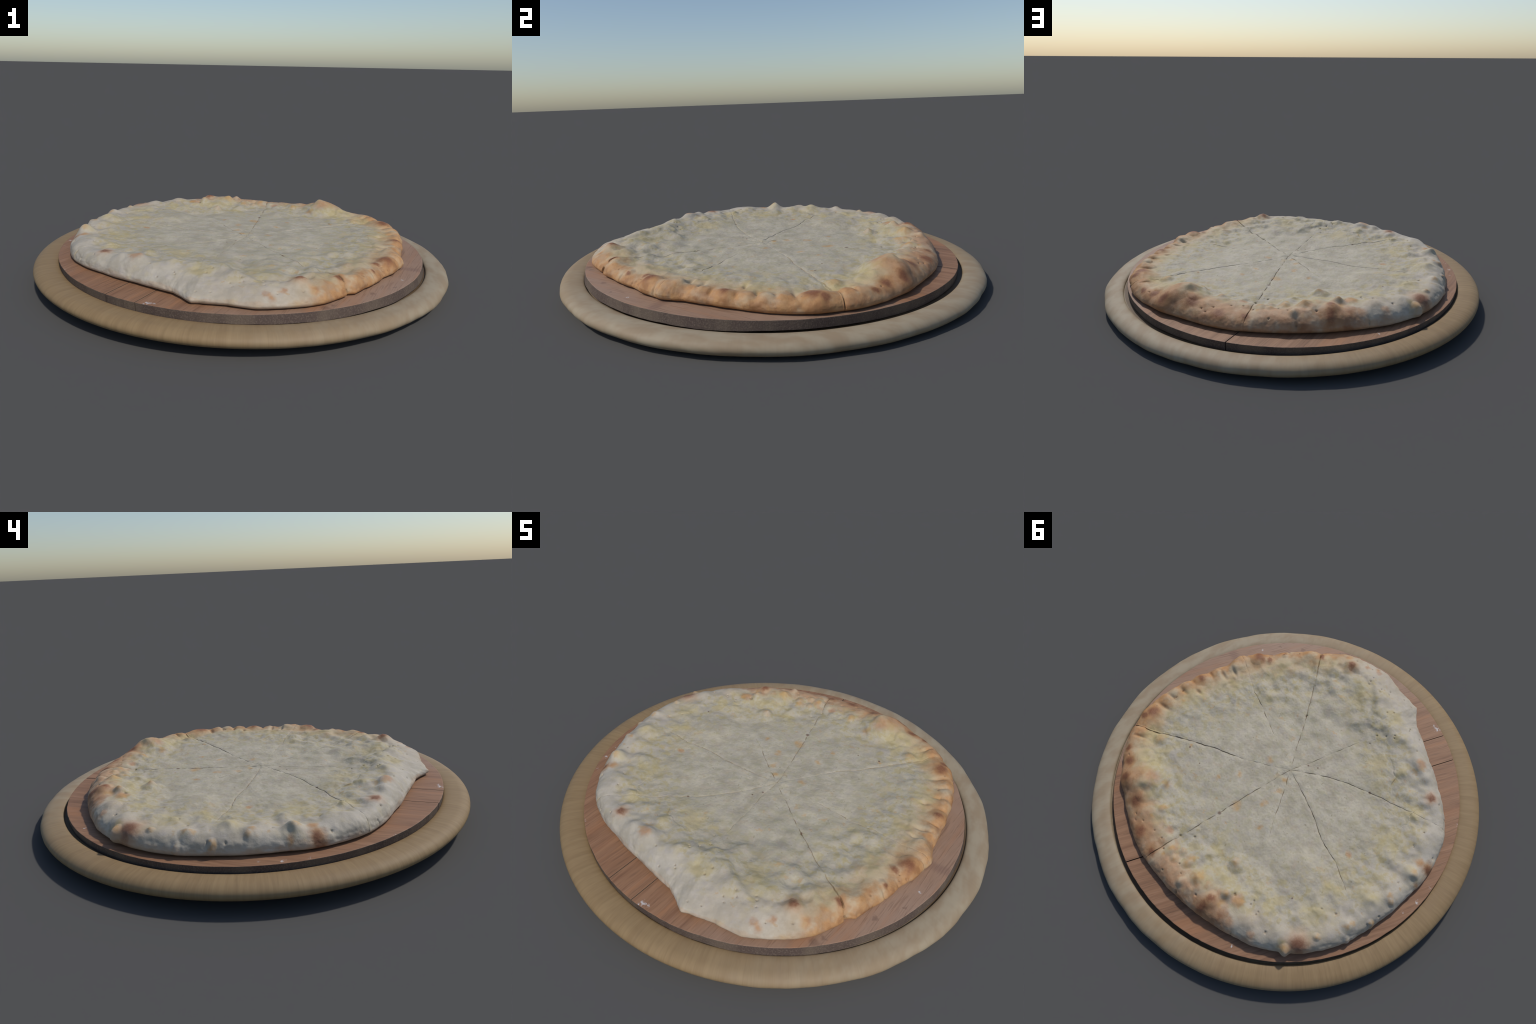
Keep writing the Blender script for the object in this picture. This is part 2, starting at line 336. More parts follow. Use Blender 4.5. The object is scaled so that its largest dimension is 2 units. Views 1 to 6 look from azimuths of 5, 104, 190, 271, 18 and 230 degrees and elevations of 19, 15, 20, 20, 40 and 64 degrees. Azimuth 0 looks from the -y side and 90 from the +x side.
# holes left by the docker: x, y, radius
PINHOLES = [(.751, .126, .006), (.755, .290, .005), (.593, .560, .006), (.735, .176, .006), (.290, .701, .006), (.078, -.702, .006), (.039, -.736, .005), (.157, -.694, .006), (-.193, -.667, .005),
            (-.143, -.547, .006), (-.172, -.579, .006), (-.109, -.516, .006), (-.118, -.460, .005), (.066, .591, .007), (.104, .671, .006), (.236, .694, .006), (.267, .722, .006), (.158, .677, .006),
            (.019, .540, .007), (.056, .691, .007), (-.025, .753, .007), (-.053, .672, .007), (-.098, .693, .006), (-.328, .550, .008), (-.224, .694, .008), (-.410, .520, .006), (-.463, .530, .006),
            (-.146, .760, .009), (-.451, .665, .006), (-.547, .540, .007), (-.642, -.337, .005), (-.657, -.256, .005), (-.745, -.076, .005), (-.622, .278, .006), (-.676, .241, .007), (-.807, .092, .007),
            (-.799, .158, .006), (-.761, -.289, .007), (-.259, -.682, .005), (-.188, -.678, .005), (-.064, -.674, .006), (-.043, -.642, .005), (-.084, -.791, .005), (-.027, -.791, .005),
            (.049, -.757, .005), (.089, -.725, .006), (.164, -.713, .006), (.172, -.741, .005), (.316, -.754, .006), (.222, -.784, .005), (-.305, -.611, .005), (-.181, -.567, .005), (.644, -.384, .005),
            (.673, -.386, .005), (.649, -.406, .005), (.554, -.528, .006), (.218, -.313, .007), (-.655, -.478, .005), (-.584, -.499, .006), (-.664, -.251, .005), (-.550, .545, .006), (-.459, .515, .006),
            (-.406, .499, .006), (-.334, .553, .007)]
# creases where the dough folds over the filling: points, height of the step (the side away from the middle stands higher)
FOLDS = [([(-.31, -.604), (-.183, -.559), (-.072, -.533), (-.019, -.496), (.056, -.422)], .008), ([(-.033, -.556), (.026, -.607), (.063, -.652), (.121, -.687), (.221, -.709), (.287, -.657)], .011),
         ([(.268, -.649), (.342, -.588), (.43, -.627)], .008), ([(-.446, .483), (-.367, .467), (-.263, .416), (-.186, .412)], .006), ([(-.191, .581), (-.138, .519), (-.095, .524), (.038, .498), (.08, .525)], .008),
         ([(-.547, .003), (-.514, -.013), (-.452, -.017)], .005), ([(-.391, -.452), (-.335, -.427), (-.298, -.372)], .006), ([(.25, .60), (.29, .572), (.347, .475), (.42, .432), (.50, .42)], .012),
         ([(.618, .115), (.686, .061)], .005), ([(-.59, -.359), (-.559, -.315), (-.485, -.326)], .005), ([(-.441, -.543), (-.362, -.506)], .005), ([(.38, -.223), (.427, -.191), (.482, -.199), (.552, -.214)], .005),
         ([(-.70, .02), (-.64, .09), (-.63, .17)], .006), ([(-.62, .26), (-.56, .38), (-.50, .42)], .006), ([(.60, -.22), (.635, -.10), (.625, 0.0)], .006)]
SUN_XY = np.array([0.48, -0.875])

# ---- colour patches: x, y, radius
BURNT = [(.666, -.332, .033), (.620, -.370, .016), (.602, -.465, .012), (.757, -.001, .024), (.735, .329, .034), (.746, .373, .022), (.630, .540, .018), (.561, .579, .024), (.489, .638, .024),
         (.345, .663, .032), (-.285, .703, .026), (-.282, .644, .022), (-.677, .460, .036), (.299, -.692, .022), (-.538, -.487, .020), (-.785, -.235, .022), (.455, -.61, .016), (.20, .73, .03), (.08, .745, .02)]
TOASTED = [(.773, .077, .035), (.759, .260, .028), (.748, -.232, .043), (.664, .494, .030), (.453, .592, .051), (.394, .541, .038), (.475, -.621, .025), (.201, -.812, .018), (.414, -.667, .021),
           (-.377, -.570, .026), (.327, .671, .042), (.182, .700, .070), (.24, .67, .04), (-.002, .730, .042), (-.075, .715, .036), (-.165, .704, .035), (-.259, .697, .038), (-.360, .556, .026), (-.409, .650, .026), (-.518, .600, .018),
           (-.736, -.222, .020), (-.779, -.238, .027), (-.501, .012, .014), (.185, -.798, .016), (.242, -.767, .014), (.72, -.25, .041), (.363, -.732, .024), (.425, -.683, .036),
           (.463, -.597, .021), (.521, -.619, .025), (.722, .379, .044), (.776, .103, .025), (.12, .62, .02), (-.32, .66, .03), (-.80, -.14, .014)]
ORANGE = [(.575, .380, .019), (.326, .501, .019), (.229, .581, .019), (.231, .642, .009), (.697, .163, .012), (.126, .005, .016), (-.005, .015, .014), (-.039, .074, .016), (-.044, .173, .018),
          (.031, .290, .022), (.155, .177, .013), (.205, .272, .010), (-.074, .615, .018), (-.075, .644, .021), (.029, .662, .013), (.030, .704, .009), (-.015, .676, .011), (-.014, .622, .012),
          (-.208, .461, .019), (-.163, .636, .023), (-.305, .583, .015), (-.137, .266, .012), (-.655, .516, .014), (-.759, -.165, .015), (-.773, -.007, .012), (-.752, .216, .013), (-.743, .245, .013),
          (-.805, .142, .010), (-.797, .273, .007), (-.704, .374, .013), (-.790, .014, .011), (-.327, .624, .016), (-.372, .549, .016), (.44, .278, .008)]
GOLD = [(.479, .479, .060), (.526, -.333, .030), (.530, -.390, .028), (.644, .061, .022), (.603, -.104, .032), (.426, -.214, .032), (-.103, -.639, .038), (-.141, -.423, .022), (-.215, -.383, .036),
        (-.176, .610, .046), (-.236, .553, .036), (-.379, .446, .032), (-.649, .508, .020), (-.098, .487, .036), (-.471, .450, .035), (-.751, -.149, .028), (-.707, .073, .045), (-.575, -.176, .055),
        (-.626, .333, .060), (-.581, .184, .040), (-.524, -.364, .040), (.62, .40, .05), (.15, -.63, .05), (.38, -.60, .04), (.68, .12, .04)]
SPECKS = [(.047, .375, .010), (-.502, .354, .005), (.438, .288, .006), (-.324, -.277, .007), (.216, -.307, .006), (.33, .30, .004), (-.02, -.13, .005), (-.06, -.16, .005)]

def bell(x, y, cx, cy, r, kind="round"):
    d = np.hypot(x - cx, y - cy) / r
    if kind == "peak":
        return np.where(d < 1.25, 0.75 * np.clip(1 - (d / 1.25) ** 2, 0, 1) ** 2 + 0.1 * np.clip(1 - d / 0.6, 0, 1), 0)
    if kind == "dome":
        return np.clip(1 - np.clip(d, 0, 1) ** 4, 0, 1) ** 1.5
    return np.where(d < 1.6, np.cos(np.clip(d / 1.6, 0, 1) * np.pi / 2) ** 2, 0)

def add_local(field, x, y, items, kind="round"):
    for it in items:
        cx, cy, r, h = it
        m = (np.abs(x - cx) < 1.7 * r) & (np.abs(y - cy) < 1.7 * r)
        field[m] += h * bell(x[m], y[m], cx, cy, r, kind)

def build_pizza_surface():
    PER = 190                                        # columns in each slice
    cols = 8 * PER
    # outline seen from the crossing of the cuts
    fa = np.radians(np.arange(0, 360, 0.25)); 
    t0 = np.array([o[0] for o in OUTLINE]); r0 = np.array([o[1] for o in OUTLINE])
    order = np.argsort(t0); fr = np.interp(np.degrees(fa), t0[order], r0[order], period=360)
    ox, oy = fr * np.cos(fa) - CX, fr * np.sin(fa) - CY
    op, orr = np.degrees(np.arctan2(oy, ox)), np.hypot(ox, oy)
    o2 = np.argsort(op); op, orr = op[o2], orr[o2]
    def rho(deg):
        return np.interp((deg + 180) % 360 - 180, op, orr, period=360)
    # rows: top surface from the middle to the edge, then under the edge, then the flat underside
    n1, n2, n3 = 300, 110, 12
    s_top = np.concatenate([np.linspace(0.004, 0.87, n1), 0.87 + 0.13 * np.sin(np.linspace(0, 1, n2 + 1)[1:] * np.pi / 2)])
    rows_top = len(s_top)
    S = np.repeat(s_top[:, None], cols, 1)
    u = np.arange(cols) / PER
    k = u.astype(int); f = u - k
    f = f - 0.62 / (2 * np.pi) * np.sin(2 * np.pi * f)
    def cut_angle(i, r):
        p = CUTS[i]["path"]
        return np.interp(r, [a for a, _ in p], [b for _, b in p])
    r_est = S * 0.82
    wig = 0.0034
    ang = np.zeros_like(S); cang = []
    for i in range(8):
        a = cut_angle(i, s_top * 0.82)
        a = a + np.degrees(wig * (perlin(s_top * 14, s_top * 0 + i * 3.3, 50) + perlin(s_top * 38, s_top * 0 + i * 5.1, 51) * 0.6 + perlin(s_top * 95, s_top * 0 + i * 2.1, 52) * 0.25) / np.maximum(s_top * 0.82, 0.03))
        cang.append(a)
    for i in range(8):
        a0 = cang[i]; a1 = cang[(i + 1) % 8] + (360 if i == 7 else 0)
        m = k == i
        ang[:, m] = a0[:, None] + (a1 - a0)[:, None] * f[m][None, :]
    RHO = rho(ang)
    A = np.radians(ang)
    R = S * RHO
    x = CX + R * np.cos(A); y = CY + R * np.sin(A)
    az = np.degrees(np.arctan2(y, x))
    edge_d = RHO - R                                  # distance to the edge along the ray
    hc = ring_interp(CRUST, az, 1); w = ring_interp(CRUST, az, 2); ib = ring_interp(CRUST, az, 3)
    base = 0.0535 + 0.004 * smooth(0.1, 0.6, -x)
    rise = smooth(0, 1, (ib - edge_d) / np.maximum(ib - w * 0.75, 0.02))
    H = base + (hc - base) * rise
    # broad swells and sags of the soft filling
    tmp = np.zeros_like(H)
    add_local(tmp, x, y, [(.17, -.55, .10, .017), (.0, -.57, .08, .007), (.33, -.55, .08, .010), (-.31, -.385, .09, .018), (-.44, .235, .11, .020), (.15, .53, .09, .013),
                         (.64, .20, .06, .010), (-.28, .34, .06, -.006), (.52, .46, .08, -.014), (-.13, .63, .05, -.004), (.14, .10, .10, -.005), (-.26, .46, .06, .006), (-.50, .36, .06, .008),
                         (.64, -.34, .06, -.010), (.72, .02, .06, -.006), (.36, -.24, .17, -.009), (.53, -.18, .06, -.004), (-.55, -.40, .07, -.008), (-.69, -.14, .06, -.006), (.14, .61, .06, -.006),
                         (.05, -.49, .07, -.006), (.76, .33, .05, -.006), (-.39, -.12, .08, .005), (-.28, .72, .07, .008), (-.52, .61, .06, .008),
                         (-.47, -.47, .05, -.009), (-.73, -.09, .05, -.010), (.20, -.69, .05, -.008), (.35, -.64, .05, -.008), (-.27, .58, .06, .011), (.13, .58, .05, .008), (-.57, .37, .05, .006), (-.58, .17, .05, .004),
                         (-.34, .43, .05, .005), (-.31, -.65, .05, .006), (.62, .41, .05, -.008), (.45, -.56, .05, -.006), (.18, -.28, .06, -.004), (.38, .52, .06, .006), (-.17, .64, .04, -.006), (.12, -.13, .06, -.003), (.0, .26, .06, -.004), (-.01, -.65, .05, .006), (-.30, .78, .05, .005), (.05, .14, .12, -.0015)])
    H += tmp
    hE = 0.019 + 0.004 * perlin(np.cos(A) * 7, np.sin(A) * 7, 60) + 0.004 * smooth(40, 0, np.abs(az - 95))
    # rounded lip
    tau = np.clip(1 - edge_d / w, 0, 1)
    front = smooth(40, 15, np.abs(az + 97))
    p = 2.1 - 0.3 * front; q = 1.9 - 0.35 * front
    cap = np.clip(1 - tau ** p, 0, 1) ** (1 / q)
    H = hE + (H - hE) * cap
    z = board_top(x, y) + H
    # under the edge
    t = np.linspace(0, 1, n3 + 1)[1:]
    inset = (0.030 + 0.012 * perlin(np.cos(A[-1]) * 5 + 4, np.sin(A[-1]) * 5, 61))
    ux, uy, uz = [], [], []
    for tt in t:
        rr = RHO[-1] - inset * (1 - math.cos(tt * math.pi / 2))
        hh = 0.0012 + (hE[-1] - 0.0012) * (1 - math.sin(tt * math.pi / 2))
        xx = CX + rr * np.cos(A[-1]); yy = CY + rr * np.sin(A[-1])
        ux.append(xx); uy.append(yy); uz.append(board_top(xx, yy) + hh)
    for ss in (0.90, 0.78, 0.45, 0.02):
        rr = RHO[-1] * ss
        xx = CX + rr * np.cos(A[-1]); yy = CY + rr * np.sin(A[-1])
        ux.append(xx); uy.append(yy); uz.append(board_top(xx, yy) + 0.0012)
    P = np.stack([np.concatenate([x, ux]), np.concatenate([y, uy]), np.concatenate([z, uz])], -1)
    rows = P.shape[0]

    def normals(P):
        dr = np.zeros_like(P); dr[1:-1] = P[2:] - P[:-2]; dr[0] = P[1] - P[0]; dr[-1] = P[-1] - P[-2]
        dc = np.roll(P, -1, 1) - np.roll(P, 1, 1)
        n = np.cross(dr, dc)
        return n / np.maximum(np.linalg.norm(n, axis=-1, keepdims=True), 1e-12)
    Nn = normals(P)
    # ---- relief, displaced along the smooth surface's normal
    X, Y = P[:rows_top, :, 0], P[:rows_top, :, 1]
    D = np.zeros_like(X)
    crusty = smooth(0.26, 0.10, edge_d)
    wavy = smooth(0.45, 0.15, np.hypot(x - 0.33, y + 0.42))      # the loose, lumpy cheese at the front right
    pucker = smooth(0.42, 0.20, edge_d) * smooth(0.05, 0.12, edge_d)     # melted folds gather towards the crust
    D += 0.007 * perlin(X * 3.6 + 5, Y * 3.6 + 9, 76)
    D += (0.0032 + 0.0100 * wavy + 0.004 * pucker) * perlin(X * 8 + 3, Y * 8 + 1, 70)
    D += (0.0022 + 0.0050 * wavy + 0.0056 * pucker) * perlin(X * 17 + 7, Y * 17 + 5, 71)
    D += (0.0013 + 0.0012 * pucker) * perlin(X * 38, Y * 38, 72)
    ridge = 1 - np.abs(perlin(X * 13 + 11, Y * 13 + 2, 75)) * 2.4
    D += 0.0012 * pucker * np.clip(ridge, 0, 1) ** 3
    wall = smooth(0.3, 0.9, tau)
    D += wall * (0.0045 * perlin(A * 9, H * 28, 77) + 0.0030 * perlin(A * 24 + 3, H * 45, 78) + 0.0012 * perlin(A * 60, H * 90, 79))
    D += 0.0009 * (1 - 0.6 * crusty) * perlin(X * 85, Y * 85, 73)
    add_local(D, X, Y, LUMPS)
    add_local(D, X, Y, PEAKS, "peak")
    add_local(D, X, Y, [(.43, .565, .10, .012), (.52, .50, .05, .006), (.34, .62, .04, .006), (.53, .51, .06, .006), (-.19, .62, .07, .006), (.67, -.32, .045, .006), (-.22, .47, .04, .006)], "dome")
    # small blisters strewn along the rim
    br = np.random.default_rng(11)
    for a in np.arange(95, 250, 4.6):
        if br.uniform() < 0.45: continue
        a = a + br.uniform(-3, 3); rr = float(np.interp((a + 180) % 360 - 180, sorted(o[0] for o in OUTLINE), [o[1] for o in sorted(OUTLINE)])) - br.uniform(0.055, 0.12)
        add_local(D, X, Y, [(rr * math.cos(math.radians(a)), rr * math.sin(math.radians(a)), br.uniform(0.016, 0.045), br.uniform(0.003, 0.016))])
    hr = np.random.default_rng(3)
    for hx, hy, r in HOLLOWS:
        g = 1.0 if (hx, hy) in BOLD else hr.uniform(0.25, 0.6)
        a = hr.uniform(0.8, 1.5)
        add_local(D, X, Y, [(hx + SUN_XY[0] * r * .9, hy + SUN_XY[1] * r * .9, r * a, r * .34 * g), (hx - SUN_XY[0] * r * .3, hy - SUN_XY[1] * r * .3, r * .8, -r * .34 * g)])
    for pts, hgt in FOLDS:
        p = np.array(pts); lo, hi = p.min(0) - 0.16, p.max(0) + 0.16
        m = (X > lo[0]) & (X < hi[0]) & (Y > lo[1]) & (Y < hi[1])
        px, py = X[m] + 0.018 * perlin(X[m] * 22, Y[m] * 22, 90), Y[m] + 0.018 * perlin(X[m] * 22 + 9, Y[m] * 22, 91)
        best = np.full(px.shape, 9.0); sgn = np.zeros(px.shape); run = np.zeros(px.shape)
        n = len(p) - 1
        for i in range(n):
            d = p[i + 1] - p[i]; L2 = d @ d
            t = np.clip(((px - p[i, 0]) * d[0] + (py - p[i, 1]) * d[1]) / L2, 0, 1)
            qx, qy = p[i, 0] + t * d[0], p[i, 1] + t * d[1]
            dist = np.hypot(px - qx, py - qy); c = dist < best
            side = np.sign((px - qx) * (-d[1]) + (py - qy) * d[0]); mid = p[i] + d / 2
            side = side * np.sign(mid[0] * (-d[1]) + mid[1] * d[0])          # + on the outer side
            best = np.where(c, dist, best); sgn = np.where(c, side, sgn); run = np.where(c, (i + t) / n, run)
        sd = best * sgn
        fade = np.clip(4 * run * (1 - run), 0, 1) ** 0.5
        up = smooth(-0.016, 0.022, sd)
        D[m] += fade * hgt * (up * 0.75 * np.exp(-np.maximum(sd, 0) / 0.050) - (1 - up) * 0.55 * np.exp(np.minimum(sd, 0) / 0.035) - 0.10 * np.exp(-(sd / 0.009) ** 2)) * (0.55 + 0.8 * np.clip(perlin(px * 15, py * 15, 92) + 0.3, 0, 1))
    for hx, hy, r in PLEATS:
        m = (np.abs(X - hx) < 0.07) & (np.abs(Y - hy) < 0.07)
        a = math.atan2(hy, hx)
        dl = (X[m] - hx) * math.cos(a) + (Y[m] - hy) * math.sin(a); dt = -(X[m] - hx) * math.sin(a) + (Y[m] - hy) * math.cos(a)
        D[m] -= 0.55 * r * np.exp(-(dl / (1.7 * r)) ** 2 - (dt / (0.50 * r)) ** 2)
    for hx, hy, r in PINHOLES:
        m = (np.abs(X - hx) < 4 * r) & (np.abs(Y - hy) < 4 * r)
        d = np.hypot(X[m] - hx, Y[m] - hy) / r
        D[m] -= 0.9 * r * np.exp(-(d / 0.65) ** 2) + 0.2 * r * np.exp(-(d / 2.2) ** 2)
    # ---- the cuts
    fold = np.minimum(f, 1 - f)
    near = np.where(f < 0.5, k, (k + 1) % 8)
    groove = np.zeros_like(D); swell = np.zeros_like(D)
    for i in range(8):
        m = near == i
        c = CUTS[i]
        nxt = ang[:, m] - np.where(k[m] == i, 0, 360 if i == 0 else 0)[None, :]
        dist = np.radians(np.abs(nxt - cang[i][:, None])) * R[:, m]
        dep = np.interp(R[:, m], [a for a, _ in c["depth"]], [b for _, b in c["depth"]])
        rag = np.clip(0.75 + 1.9 * perlin(R[:, m] * 24, R[:, m] * 0 + i * 7.7, 80), 0.05, 1.8)
        hw = np.interp(R[:, m], [a for a, _ in c["half"]], [b for _, b in c["half"]])
        groove[:, m] = 0.72 * dep * rag * np.clip(1 - dist / hw, 0, 1) ** 0.8
        swell[:, m] = 0.22 * np.minimum(dep, 0.010) * np.exp(-(dist / (hw * 3.5)) ** 2)
    lim = np.clip((P[:rows_top, :, 2] - board_top(X, Y)) - 0.006, 0, 1)
    D = D * np.clip(lim / 0.02, 0.15, 1)
    D -= np.minimum(groove + swell, lim * 0.93)
    # the slice beyond the widest cut stands a little proud of its neighbour at the rim
    d4 = np.radians(ang - (cang[4])[:, None]) * R
    D += 0.0025 * smooth(0.0, 0.020, d4) * smooth(0.14, 0.03, d4) * smooth(0.40, 0.65, R) * (d4 > 0)
    D -= 0.003 * smooth(0.0, -0.010, d4) * smooth(-0.09, -0.02, d4) * smooth(0.50, 0.74, R) * (d4 < 0)
    cutmask = np.zeros((rows_top, cols), bool)
    cutmask[:] = groove > 0.0013
    P[:rows_top] += Nn[:rows_top] * D[..., None]
    # undercut rows follow the edge row's shift so that the skin stays closed
    shift = P[rows_top - 1] - np.stack([x[-1], y[-1], z[-1]], -1)
    for j in range(n3):
        P[rows_top + j] += shift * (1 - (j + 1) / n3) ** 1.5
    low = board_top(P[..., 0], P[..., 1]) + 0.001
    P[..., 2] = np.maximum(P[..., 2], low)
    return P, normals(P), rows_top, n3, PER, cutmask

def build_pizza():
    P, Nn, rows_top, n3, PER, cutmask = build_pizza_surface()
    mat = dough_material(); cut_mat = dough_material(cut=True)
    cm = np.zeros(P.shape[:2], bool); cm[:rows_top] = cutmask
    root = empty("cheese_flatbread", (0, 0, 0.11), "round golden cheese-filled flatbread cut into eight slices", "flatbread pizza")
    rows, cols = P.shape[:2]
    jc = 232                                          # row where the crust begins
    centre_top = P[0].mean(0); centre_bot = P[-1].mean(0)
    for i in range(8):
        ci = np.arange(i * PER, (i + 1) * PER + 1) % cols
        def part(r0, r1, tri_end=None):
            co = P[r0:r1 + 1][:, ci]; no = Nn[r0:r1 + 1][:, ci]
            nr, nc = co.shape[:2]
            idx = np.arange(nr * nc).reshape(nr, nc)
            q = np.stack([idx[:-1, :-1], idx[1:, :-1], idx[1:, 1:], idx[:-1, 1:]], -1).reshape(-1, 4)
            c = cm[r0:r1 + 1][:, ci]
            fm = (c[:-1, :-1].astype(int) + c[1:, :-1] + c[1:, 1:] + c[:-1, 1:]) >= 2
            return co.reshape(-1, 3), no.reshape(-1, 3), q, idx, fm.ravel().astype(np.int32)
        # inner, cheese-covered part: top rows and flat underside
        c1, m1, q1, i1, f1 = part(0, jc)
        c2, m2, q2, i2, f2 = part(rows - 4, rows - 1)
        o = len(c1)
        co = np.concatenate([c1, c2, [centre_top], [centre_bot]]); no = np.concatenate([m1, m2, [[0, 0, 1]], [[0, 0, -1]]])
        ct, cb = len(co) - 2, len(co) - 1
        t1 = np.stack([np.full(i1.shape[1] - 1, ct), i1[0, :-1], i1[0, 1:]], -1)
        t2 = np.stack([np.full(i2.shape[1] - 1, cb), i2[-1, 1:] + o, i2[-1, :-1] + o], -1)
        me = mesh_from_arrays("slice", co, np.concatenate([q1, q2 + o]), np.concatenate([t1, t2]))
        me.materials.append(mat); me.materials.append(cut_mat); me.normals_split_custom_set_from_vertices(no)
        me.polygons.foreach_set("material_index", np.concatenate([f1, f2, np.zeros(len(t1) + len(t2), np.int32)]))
        sl = bpy.data.objects.new("slice", me); sl.location = (0, 0, -0.11); link(sl, root)
        c1, m1, q1, i1, f1 = part(jc, rows - 4)
        me = mesh_from_arrays("crust", c1, q1)
        me.materials.append(mat); me.materials.append(cut_mat); me.normals_split_custom_set_from_vertices(m1)
        me.polygons.foreach_set("material_index", f1)
        cr = bpy.data.objects.new("crust", me); link(cr, sl)

def dough_material(cut=False):
    N = Nodes("brown_cut_line" if cut else "baked_dough_and_cheese")
    co = N.node("ShaderNodeTexCoord", out="Object")
    sx = N.t.nodes.new("ShaderNodeSeparateXYZ"); N.put(sx.inputs[0], co)
    X, Y = sx.outputs[0], sx.outputs[1]
    flat = N.node("ShaderNodeCombineXYZ", {0: X, 1: Y})
    az = N.m("MULTIPLY_ADD", N.m("ARCTAN2", Y, X), 1 / (2 * math.pi), 0.5)
    rad = N.vm("LENGTH", flat, out=1)
    outl = N.curve(az, [(-180, .823)] + [o for o in OUTLINE[::2] if abs(o[0]) < 178] + [(180, .823)], 0.7, 0.9)
    d = N.m("SUBTRACT", outl, rad)                            # distance in from the edge
    n_big = N.noise(co, 4.5, 3); n_mid = N.noise(co, 13, 4, 0.6); n_sml = N.noise(co, 42, 4, 0.6); n_fin = N.noise(co, 150, 3, 0.6)
    wob = N.vm("MULTIPLY", N.vm("ADD", N.noise(co, 22, 3, 0.6, out="Color"), (-0.5, -0.5, -0.5)), (0.045, 0.045, 0))
    pos = N.vm("ADD", flat, wob)
    # cheese
    col = N.mix(N.step(n_mid, 0.34, 0.66), (0.370, 0.332, 0.252), (0.490, 0.445, 0.350))
    col = N.mix(N.m("MULTIPLY", N.step(n_big, 0.48, 0.68), 0.45), col, (0.40, 0.365, 0.265))
    col = N.mix(N.m("MULTIPLY", N.step(n_sml, 0.56, 0.74), 0.5), col, (0.40, 0.335, 0.19))
    col = N.mix(N.m("MULTIPLY", N.step(n_sml, 0.44, 0.28), 0.35), col, (0.46, 0.43, 0.375))
    col = N.mix(N.m("MULTIPLY", N.step(n_fin, 0.55, 0.75), 0.25), col, (0.50, 0.46, 0.375))
    col = N.mix(N.m("MULTIPLY", N.step(N.noise(co, 70, 2, 0.5), 0.68, 0.76), 0.55), col, (0.24, 0.205, 0.12))
    col = N.mix(N.m("MULTIPLY", N.step(N.noise(co, 9.5, 3, 0.6), 0.55, 0.70), 0.4), col, (0.395, 0.345, 0.305))
    n_a = N.noise(N.vm("ADD", co, (3.1, 1.7, 0.4)), 30, 3, 0.55); n_b = N.noise(N.vm("ADD", co, (7.3, 2.9, 1.1)), 19, 4, 0.6)
    col = N.mix(N.m("MULTIPLY", N.step(n_a, 0.50, 0.68), 0.55), col, (0.385, 0.355, 0.235))
    col = N.mix(N.m("MULTIPLY", N.step(n_a, 0.46, 0.32), 0.50), col, (0.425, 0.380, 0.330))
    col = N.mix(N.m("MULTIPLY", N.step(n_b, 0.56, 0.72), 0.55), col, (0.42, 0.345, 0.255))
    col = N.mix(N.m("MULTIPLY", N.step(n_b, 0.42, 0.28), 0.35), col, (0.385, 0.380, 0.325))
    fleck = N.m("MULTIPLY", N.step(N.noise(co, 52, 3, 0.65), 0.635, 0.72), 0.6)
    col = N.mix(fleck, col, (0.255, 0.225, 0.13))
    col = N.mix(1.0, col, (0.96, 0.94, 0.91), "MULTIPLY")
    # bare dough towards the rim: cream on the left and front, golden on the right and back
    rim = N.step(N.m("ADD", d, N.m("MULTIPLY_ADD", n_mid, 0.12, -0.06)), 0.20, 0.09)
    cream = N.mix(N.step(n_mid, 0.35, 0.65), (0.395, 0.350, 0.278), (0.475, 0.425, 0.350))
    cream = N.mix(N.m("MULTIPLY", N.step(n_big, 0.5, 0.7), 0.3), cream, (0.44, 0.365, 0.28))
    cream = N.mix(N.m("MULTIPLY", N.step(n_b, 0.52, 0.70), 0.45), cream, (0.45, 0.385, 0.255))
    cream = N.mix(N.m("MULTIPLY", N.step(n_a, 0.45, 0.30), 0.35), cream, (0.43, 0.385, 0.36))
    golden = N.mix(N.step(n_mid, 0.35, 0.65), (0.42, 0.285, 0.145), (0.49, 0.375, 0.235))
    warmth = N.curve(az, [(-180, .1), (-120, .02), (-85, .08), (-66, .45), (-50, .9), (-20, .85), (10, .9), (45, 1), (80, .8), (110, .6), (130, .25), (150, .1), (180, .1)], 0.0, 1.0)
    col = N.mix(rim, col, N.mix(warmth, cream, golden))
    # pale yellow melted patches
    pos2 = N.vm("ADD", pos, N.vm("MULTIPLY", N.vm("ADD", N.noise(co, 11, 3, 0.6, out="Color"), (-0.5, -0.5, -0.5)), (0.11, 0.11, 0)))
    gold = spots(N, pos2, GOLD, 1.0)
    gold = N.m("MULTIPLY", gold, N.step(n_b, 0.32, 0.62, 0.25, 1.0))
    col = N.mix(N.m("MULTIPLY", gold, 0.62), col, (0.45, 0.365, 0.165))
    inner_gold = N.m("MULTIPLY", N.m("MULTIPLY", N.step(d, 0.48, 0.22), N.step(d, 0.05, 0.14)), N.m("MAXIMUM", N.step(n_mid, 0.50, 0.64), N.step(n_a, 0.50, 0.66)))
    col = N.mix(N.m("MULTIPLY", inner_gold, 0.7), col, (0.385, 0.31, 0.155))
    # toasted band along the edge
    band = N.curve(az, [(-180, .006), (-150, .004), (-120, .003), (-85, .004), (-70, .010), (-62, .025), (-50, .060), (-35, .058), (-20, .058), (0, .062), (20, .066), (40, .070), (55, .085), (70, .10), (85, .10), (105, .09), (118, .07), (128, .02), (140, .006), (180, .006)], 0.0, 0.12)
    edge = N.m("DIVIDE", d, N.m("MAXIMUM", band, 0.002))
